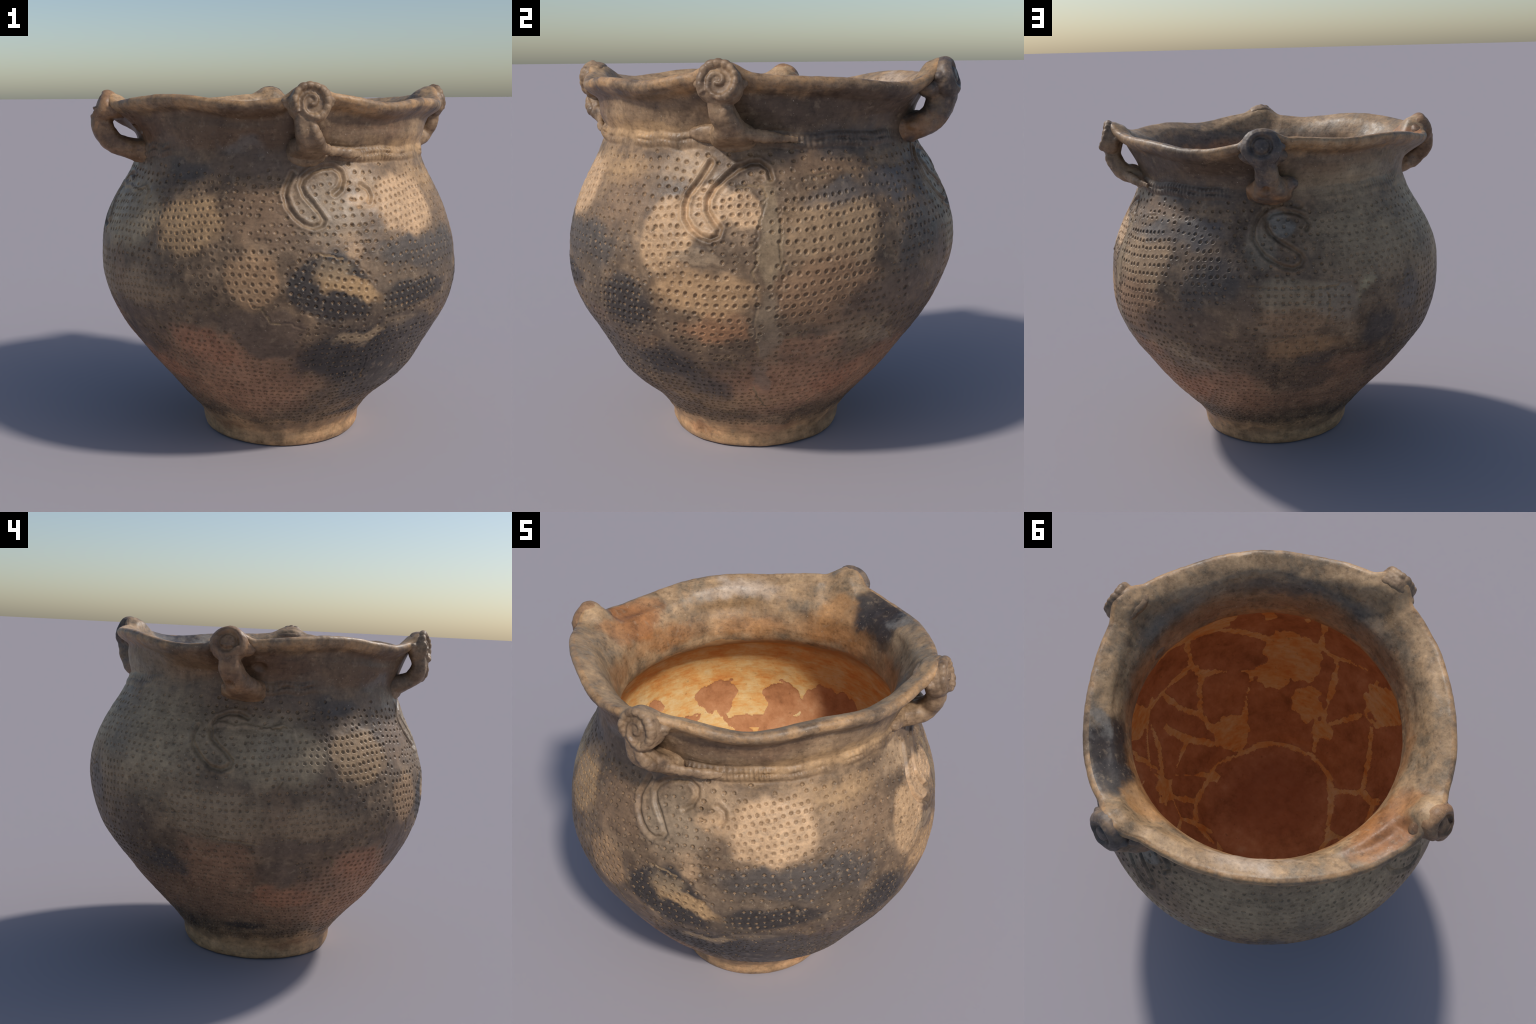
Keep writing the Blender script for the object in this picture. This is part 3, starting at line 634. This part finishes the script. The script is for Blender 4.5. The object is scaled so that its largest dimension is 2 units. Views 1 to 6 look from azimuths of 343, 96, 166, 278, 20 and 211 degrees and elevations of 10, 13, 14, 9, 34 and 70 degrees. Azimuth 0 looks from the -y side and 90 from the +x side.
def interior_mat(name, stops, streaks, disc=False):
    m, t, bsdf = mat_new(name)
    g = Graph(t); co = g.coord()
    n = g.math("ADD", g.math("MULTIPLY", g.noise(co, 5., 5, .6), .55), g.math("MULTIPLY", g.noise(g.mapped(co, (1, 1, streaks)), 14., 5, .7), .45))
    col = g.ramp(n, stops)
    col = g.mix(g.span(g.noise(co, 70., 3, .6), .63, .76, 0, .5), col, (.58, .34, .19))
    col = g.mix(g.span(g.noise(co, 33., 4, .7), .60, .72, 0, .35), col, (.13, .045, .018))
    if not disc:                                   # the filler is smeared over with neck clay near the throat
        sp = g.n.new("ShaderNodeSeparateXYZ"); g.link(g.wobble(co, 6., .12), sp.inputs[0])
        col = g.mix(g.span(sp.outputs["Z"], 1.36, 1.50, 0, .85), col, (.42, .235, .11))
    if disc:                                       # the thrown base disc fired a darker red
        l, _ = g.blob(g.wobble(co, 7., .08), (.03, -.08, .18), (0, 0, 0), (.34, .34, .5), 0)
        col = g.mix(g.span(l, 1.0, .55, 0, .45), col, (.42, .155, .07))
    g.link(col, bsdf.inputs["Base Color"])
    bsdf.inputs["Roughness"].default_value = .72; bsdf.inputs["Specular IOR Level"].default_value = .25
    b = g.n.new("ShaderNodeBump"); b.inputs["Strength"].default_value = .3; b.inputs["Distance"].default_value = .004
    g.link(g.noise(co, 45., 5, .65), b.inputs["Height"]); g.link(b.outputs[0], bsdf.inputs["Normal"])
    return m


sherd_red = interior_mat("rust_red_inner_sherds", [(.36, (.36, .155, .068)), (.48, (.52, .235, .105)), (.58, (.61, .30, .145)), (.68, (.68, .39, .21))], 1.0, True)
fill_pale = interior_mat("apricot_inner_filler", [(.38, (.74, .31, .085)), (.46, (.80, .42, .135)), (.54, (.83, .55, .23)), (.64, (.86, .66, .36))], 3.0)

# ------------------------------------------------------------------ meshes from the grid
root = bpy.data.objects.new("pricked_storage_jar", None)
bpy.context.scene.collection.objects.link(root)
root["label"] = "pot-bellied smoked clay jar with dimpled belly and four coiled handles"
root["category"] = "pottery jar"


def add(name, mesh, parent):
    o = bpy.data.objects.new(name, mesh)
    bpy.context.scene.collection.objects.link(o)
    o.parent = parent
    return o


def grid_part(name, r0, r1, materials, face_index=None, cap=None):
    nr = r1 - r0 + 1
    co, no = P[r0:r1 + 1].reshape(-1, 3), NORM[r0:r1 + 1].reshape(-1, 3)
    j, k = np.meshgrid(np.arange(nr - 1), np.arange(NA), indexing="ij")
    k2 = (k + 1) % NA
    quads = np.stack([j * NA + k, j * NA + k2, (j + 1) * NA + k2, (j + 1) * NA + k], -1).reshape(-1, 4)
    loops = quads.ravel(); starts = np.arange(len(quads)) * 4
    index = np.zeros(len(quads), np.int32) if face_index is None else face_index.reshape(-1).astype(np.int32)
    if cap is not None:
        c = len(co); edge = P[cap]; row = (cap - r0) * NA
        co = np.vstack([co, edge.mean(0)[None]]); no = np.vstack([no, [[0, 0, 1.0 if cap == r1 else -1.0]]])
        q = np.arange(NA); q2 = (q + 1) % NA
        tri = np.stack([row + q, row + q2, np.full(NA, c)], -1) if cap == r1 else np.stack([row + q2, row + q, np.full(NA, c)], -1)
        starts = np.concatenate([starts, len(loops) + 3 * np.arange(NA)]); loops = np.concatenate([loops, tri.ravel()])
        index = np.concatenate([index, np.full(NA, index[-1] if cap == r1 else index[0], np.int32)])
    me = bpy.data.meshes.new(name)
    me.vertices.add(len(co)); me.vertices.foreach_set("co", co.astype(np.float32).ravel())
    me.loops.add(len(loops)); me.loops.foreach_set("vertex_index", loops.astype(np.int32))
    me.polygons.add(len(starts)); me.polygons.foreach_set("loop_start", starts.astype(np.int32))
    for m in materials: me.materials.append(m)
    me.polygons.foreach_set("material_index", index)
    me.polygons.foreach_set("use_smooth", np.ones(len(starts), bool))
    me.update(calc_edges=True); me.validate()
    me.normals_split_custom_set_from_vertices(no.astype(np.float32).tolist())
    return add(name, me, root)


def face_of(a):
    return np.maximum(np.maximum(a[:-1], a[1:]), np.maximum(np.roll(a, -1, 1)[:-1], np.roll(a, -1, 1)[1:]))


def face_mean(a):
    b = np.roll(a, -1, 1)
    return (a[:-1] + a[1:] + b[:-1] + b[1:]) / 4


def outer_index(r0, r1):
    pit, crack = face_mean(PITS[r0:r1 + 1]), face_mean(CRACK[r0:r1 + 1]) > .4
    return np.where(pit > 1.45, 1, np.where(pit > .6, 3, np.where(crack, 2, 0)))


r = row_span
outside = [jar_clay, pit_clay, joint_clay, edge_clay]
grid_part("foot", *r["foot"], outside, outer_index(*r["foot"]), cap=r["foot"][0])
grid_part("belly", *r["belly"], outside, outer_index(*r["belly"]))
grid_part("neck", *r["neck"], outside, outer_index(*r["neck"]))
grid_part("rim", *r["rim"], [jar_clay])
fz = face_mean(IP[..., 2]); ff = face_mean(filler.astype(float)) > .5
edge_noise = face_mean(.03 * vnoise(IP, 7., 41) + .012 * vnoise(IP, 30., 42))
grid_part("interior", *r["interior"], [throat_clay, fill_pale, sherd_red], np.where(fz + edge_noise > 1.50, 0, np.where(ff, 1, 2)), cap=r["interior"][1])


# ------------------------------------------------------------------ handles
def mesh_from(verts, faces, name="piece"):
    me = bpy.data.meshes.new(name); me.from_pydata([tuple(v) for v in verts], [], faces); me.update()
    return me


def tube(path, a, b, side, n=20, per=8, wave=None, square=1.0):
    """Closed tube: path points, half thickness a (outward) and b (sideways), both lists along the path."""
    path = np.array(path, float); k = len(path)
    u = np.linspace(0, k - 1, per * (k - 1) + 1)
    m = np.gradient(path, axis=0); j = np.clip(u.astype(int), 0, k - 2); f = (u - j)[:, None]
    c = (2 * f**3 - 3 * f * f + 1) * path[j] + (f**3 - 2 * f * f + f) * m[j] + (-2 * f**3 + 3 * f * f) * path[j + 1] + (f**3 - f * f) * m[j + 1]
    A, B = np.interp(u, range(k), a), np.interp(u, range(k), b)
    tan = np.gradient(c, axis=0); tan /= np.linalg.norm(tan, axis=1, keepdims=True)
    side = np.broadcast_to(side, tan.shape)
    s = side - (side * tan).sum(1, keepdims=True) * tan; s /= np.linalg.norm(s, axis=1, keepdims=True)
    o = np.cross(tan, s)
    th = np.arange(n) / n * 2 * np.pi
    sq = lambda v: np.sign(v) * np.abs(v) ** square
    length = np.concatenate([[0], np.cumsum(np.linalg.norm(np.diff(c, axis=0), axis=1))])
    verts, faces = [], []
    for q in range(len(u)):
        w = 1.0 if wave is None else wave(length[q], length[-1])
        verts += list(c[q] + w * (A[q] * sq(np.cos(th))[:, None] * o[q] + B[q] * sq(np.sin(th))[:, None] * s[q]))
    for q in range(len(u) - 1):
        for e in range(n):
            e2 = (e + 1) % n
            faces.append((q * n + e, q * n + e2, (q + 1) * n + e2, (q + 1) * n + e))
    faces.append(tuple(range(n))[::-1]); faces.append(tuple((len(u) - 1) * n + e for e in range(n)))
    return verts, faces


def lump(centre, axes, radii, power=2.0, n=28, m=16):
    verts, faces = [], []
    sg = lambda x: np.sign(x) * np.abs(x) ** (2 / power)
    for q in range(m + 1):
        v = -math.pi / 2 + math.pi * q / m
        for e in range(n):
            w = 2 * math.pi * e / n
            l = (sg(math.cos(v)) * math.cos(w) * radii[0], sg(math.cos(v)) * math.sin(w) * radii[1], sg(math.sin(v)) * radii[2])
            verts.append(np.array(centre) + l[0] * axes[0] + l[1] * axes[1] + l[2] * axes[2])
    for q in range(m):
        for e in range(n):
            e2 = (e + 1) % n
            faces.append((q * n + e, q * n + e2, (q + 1) * n + e2, (q + 1) * n + e))
    return verts, faces


def fuse(pieces, voxel, smooth, material, parent, carve, is_coil):
    """Weld closed pieces into one worn lump of clay, then part the coil from the strap by region."""
    verts, faces = [], []
    for v, f in pieces:
        k = len(verts); verts += list(v); faces += [tuple(i + k for i in q) for q in f]
    o = bpy.data.objects.new("work", mesh_from(verts, faces))
    bpy.context.scene.collection.objects.link(o)
    m = o.modifiers.new("r", "REMESH"); m.mode = "VOXEL"; m.voxel_size = voxel
    m = o.modifiers.new("s", "SMOOTH"); m.factor = .5; m.iterations = smooth
    me = bpy.data.meshes.new_from_object(o.evaluated_get(bpy.context.evaluated_depsgraph_get()))
    bpy.data.objects.remove(o)
    co = np.empty(len(me.vertices) * 3, np.float32); me.vertices.foreach_get("co", co); co = co.reshape(-1, 3)
    no = np.empty(len(me.vertices) * 3, np.float32); me.vertices.foreach_get("normal", no); no = no.reshape(-1, 3)
    d = .0065 * vnoise(co, 11., 51) + .0032 * vnoise(co, 27., 52) + .0012 * vnoise(co, 75., 53) + carve(co)
    co = co + no * d[:, None]
    me.vertices.foreach_set("co", co.astype(np.float32).ravel()); me.update()
    me.vertices.foreach_get("normal", (buf := np.empty(len(me.vertices) * 3, np.float32))); no = buf.reshape(-1, 3)
    polys = [tuple(p.vertices) for p in me.polygons]
    centre = np.array([co[list(p)].mean(0) for p in polys])
    coil = is_coil(centre)
    owner = parent
    for name, keep in (("handle", ~coil), ("coil", coil)):
        part = [p for p, k in zip(polys, keep) if k]
        used = np.unique([v for p in part for v in p]); back = {v: i for i, v in enumerate(used)}
        pm = mesh_from(co[used], [tuple(back[v] for v in p) for p in part], name)
        pm.materials.append(material)
        pm.polygons.foreach_set("use_smooth", np.ones(len(pm.polygons), bool))
        pm.normals_split_custom_set_from_vertices(no[used].astype(np.float32).tolist())
        owner = add(name, pm, owner)


# azimuth, knob centre (out, side, up), knob lean, radius, arm path (out, side, up), roped coil?
HANDLES = {
    "front": dict(az=-8.5, knob=(.912, -.004, 1.803), lean=13, rad=.094, arm=[(.895, -.02, 1.79), (.916, -.028, 1.715), (.892, -.005, 1.645), (.842, .01, 1.61), (.73, .01, 1.58)], thick=[.052, .042, .044, .046, .055], wide=[.058, .047, .052, .075, .11], lug=1.815, roped=True, roots=[], hole=None),
    "right": dict(az=87.8, knob=(.938, -.016, 1.802), lean=18, rad=.092, arm=[(.912, -.02, 1.79), (.925, -.015, 1.71), (.898, .01, 1.64), (.845, .01, 1.597), (.73, .0, 1.57)], thick=[.052, .044, .047, .050, .055], wide=[.058, .050, .056, .08, .11], lug=1.815, roped=True, roots=[(.768, -.09, 1.590, .095, .042, .038), (.835, -.01, 1.610, .060, .040, .055)], hole=None),
    "back": dict(az=164.2, knob=(.955, -.014, 1.815), lean=17, rad=.096, arm=[(.925, -.01, 1.80), (.922, .0, 1.72), (.892, .01, 1.640), (.83, .015, 1.590), (.73, .01, 1.565)], thick=[.065, .068, .064, .062, .065], wide=[.06, .054, .06, .10, .13], lug=1.765, roped=False, roots=[(.800, .012, 1.590, .125, .052, .050), (.79, .10, 1.61, .06, .04, .035)], hole=(.0, 1.602)),
    "left": dict(az=-92.7, knob=(.932, .008, 1.787), lean=24, rad=.090, arm=[(.930, .02, 1.78), (.940, .02, 1.70), (.900, .05, 1.618), (.83, .06, 1.580), (.73, .05, 1.555)], thick=[.060, .058, .055, .054, .06], wide=[.056, .052, .06, .09, .12], lug=1.768, roped=False, roots=[(.800, .055, 1.575, .105, .042, .050)], hole=(.029, 1.594)),
}
for key, H in HANDLES.items():
    a = math.radians(H["az"])
    out, side, up = np.array([math.sin(a), -math.cos(a), 0]), np.array([math.cos(a), math.sin(a), 0]), np.array([0, 0, 1.0])
    W = lambda p: p[0] * out + p[1] * side + p[2] * up
    ln = math.radians(H["lean"])
    face, rise = math.cos(ln) * out + math.sin(ln) * up, math.cos(ln) * up - math.sin(ln) * out
    C = W(H["knob"]); R = H["rad"]; ko, ks, kz = H["knob"]
    pieces = [
        lump(C - face * .014, (side, rise, face), (R * 1.06, R * .99, .046), 3.6),
        lump(C - face * .030 + rise * .006, (side, rise, face), (R * 1.25, R * .42, .040), 2.0),
        lump(W((.870, ks, H["lug"])), (side, up, out), (.125, .036 if H["roped"] else .052, .055), 2.6),
        tube([W(p) for p in H["arm"]], H["thick"], H["wide"], side, square=.66),
        lump(W((.760, H["arm"][3][1], 1.560)), (side, up, out), (.10, .060, .058)),
    ]
    for q in H["roots"]:                               # clay smeared on to the neck round the foot of the strap
        pieces.append(lump(W(q[:3]), (side, up, out), q[3:], 2.7))
    front = C + face * .034

    def carve(co, H=H, W=W, out=out, side=side, up=up, front=front, face=face, rise=rise, R=R):
        d = np.zeros(len(co))
        if H["hole"]:
            q = np.hypot((co @ side) - H["hole"][0], co[:, 2] - H["hole"][1])
            d -= .032 * np.exp(-(q / .017) ** 4) * ((co @ out) > .80)
        if not H["roped"]:                              # a plain ring is cut into the knob round a button
            rel = co - front; q = np.hypot(rel @ side, rel @ rise)
            facing = np.exp(-((rel @ face) / .03) ** 2)
            d += facing * (-.017 * np.exp(-((q - .046) / .010) ** 2) + .005 * np.exp(-((q - .068) / .012) ** 2))
        return d

    if H["roped"]:                                       # a notched cord wound up on the knob, its tail running on to the neck
        turns = np.linspace(0, 1.95, 44)
        ang = np.radians(215) - 2 * np.pi * turns
        rr = np.interp(turns, [0, .25, .8, 1.05, 1.95], [R * .78, R * .80, R * .76, R * .45, R * .08])
        lift = np.interp(turns, [0, .1, 1.0, 1.95], [-.020, -.010, -.008, -.002])
        path = [front + side * (r_ * math.cos(t_)) + rise * (r_ * math.sin(t_)) + face * l_ for r_, t_, l_ in zip(rr, ang, lift)]
        thick = np.interp(turns, [0, .8, 1.05, 1.95], [.023, .023, .0145, .012])
        notch = lambda s, L: 1 - (.17 * math.exp(-(((s / .031 + .12 * math.sin(s * 31)) % 1 - .5) / .17) ** 2) if s < .42 else 0)
        pieces.append(tube(path, list(thick * .85), list(thick), face, n=16, per=9, wave=notch))
        lead = 0.0 if key == "right" else -.008
        rope = [W((p[0] + lead, p[1], p[2])) for p in ((.935, -.035, 1.765), (.955, .000, 1.705), (.930, .032, 1.645), (.880, .055, 1.608), (.842, .105, 1.590), (.805, .19, 1.575), (.755, .28, 1.562))]
        pieces.append(tube(rope, [.014, .019, .021, .022, .021, .017, .008], [.018, .022, .025, .027, .027, .024, .014], up, n=14, per=14,
                           wave=lambda s, L: 1 - .17 * math.exp(-(((s / .030 + .12 * math.sin(s * 27)) % 1 - .5) / .17) ** 2)))
    else:
        pieces.append(lump(front - face * .013, (side, rise, face), (.036, .034, .014), 2.8))
    fuse(pieces, .0042 if H["roped"] else .0060, 2 if H["roped"] else 5, knob_clay[key], root, carve,
         lambda c: (np.hypot((c - C) @ side, (c - C) @ rise) < R * 1.02) & ((c - C) @ face > -.012))
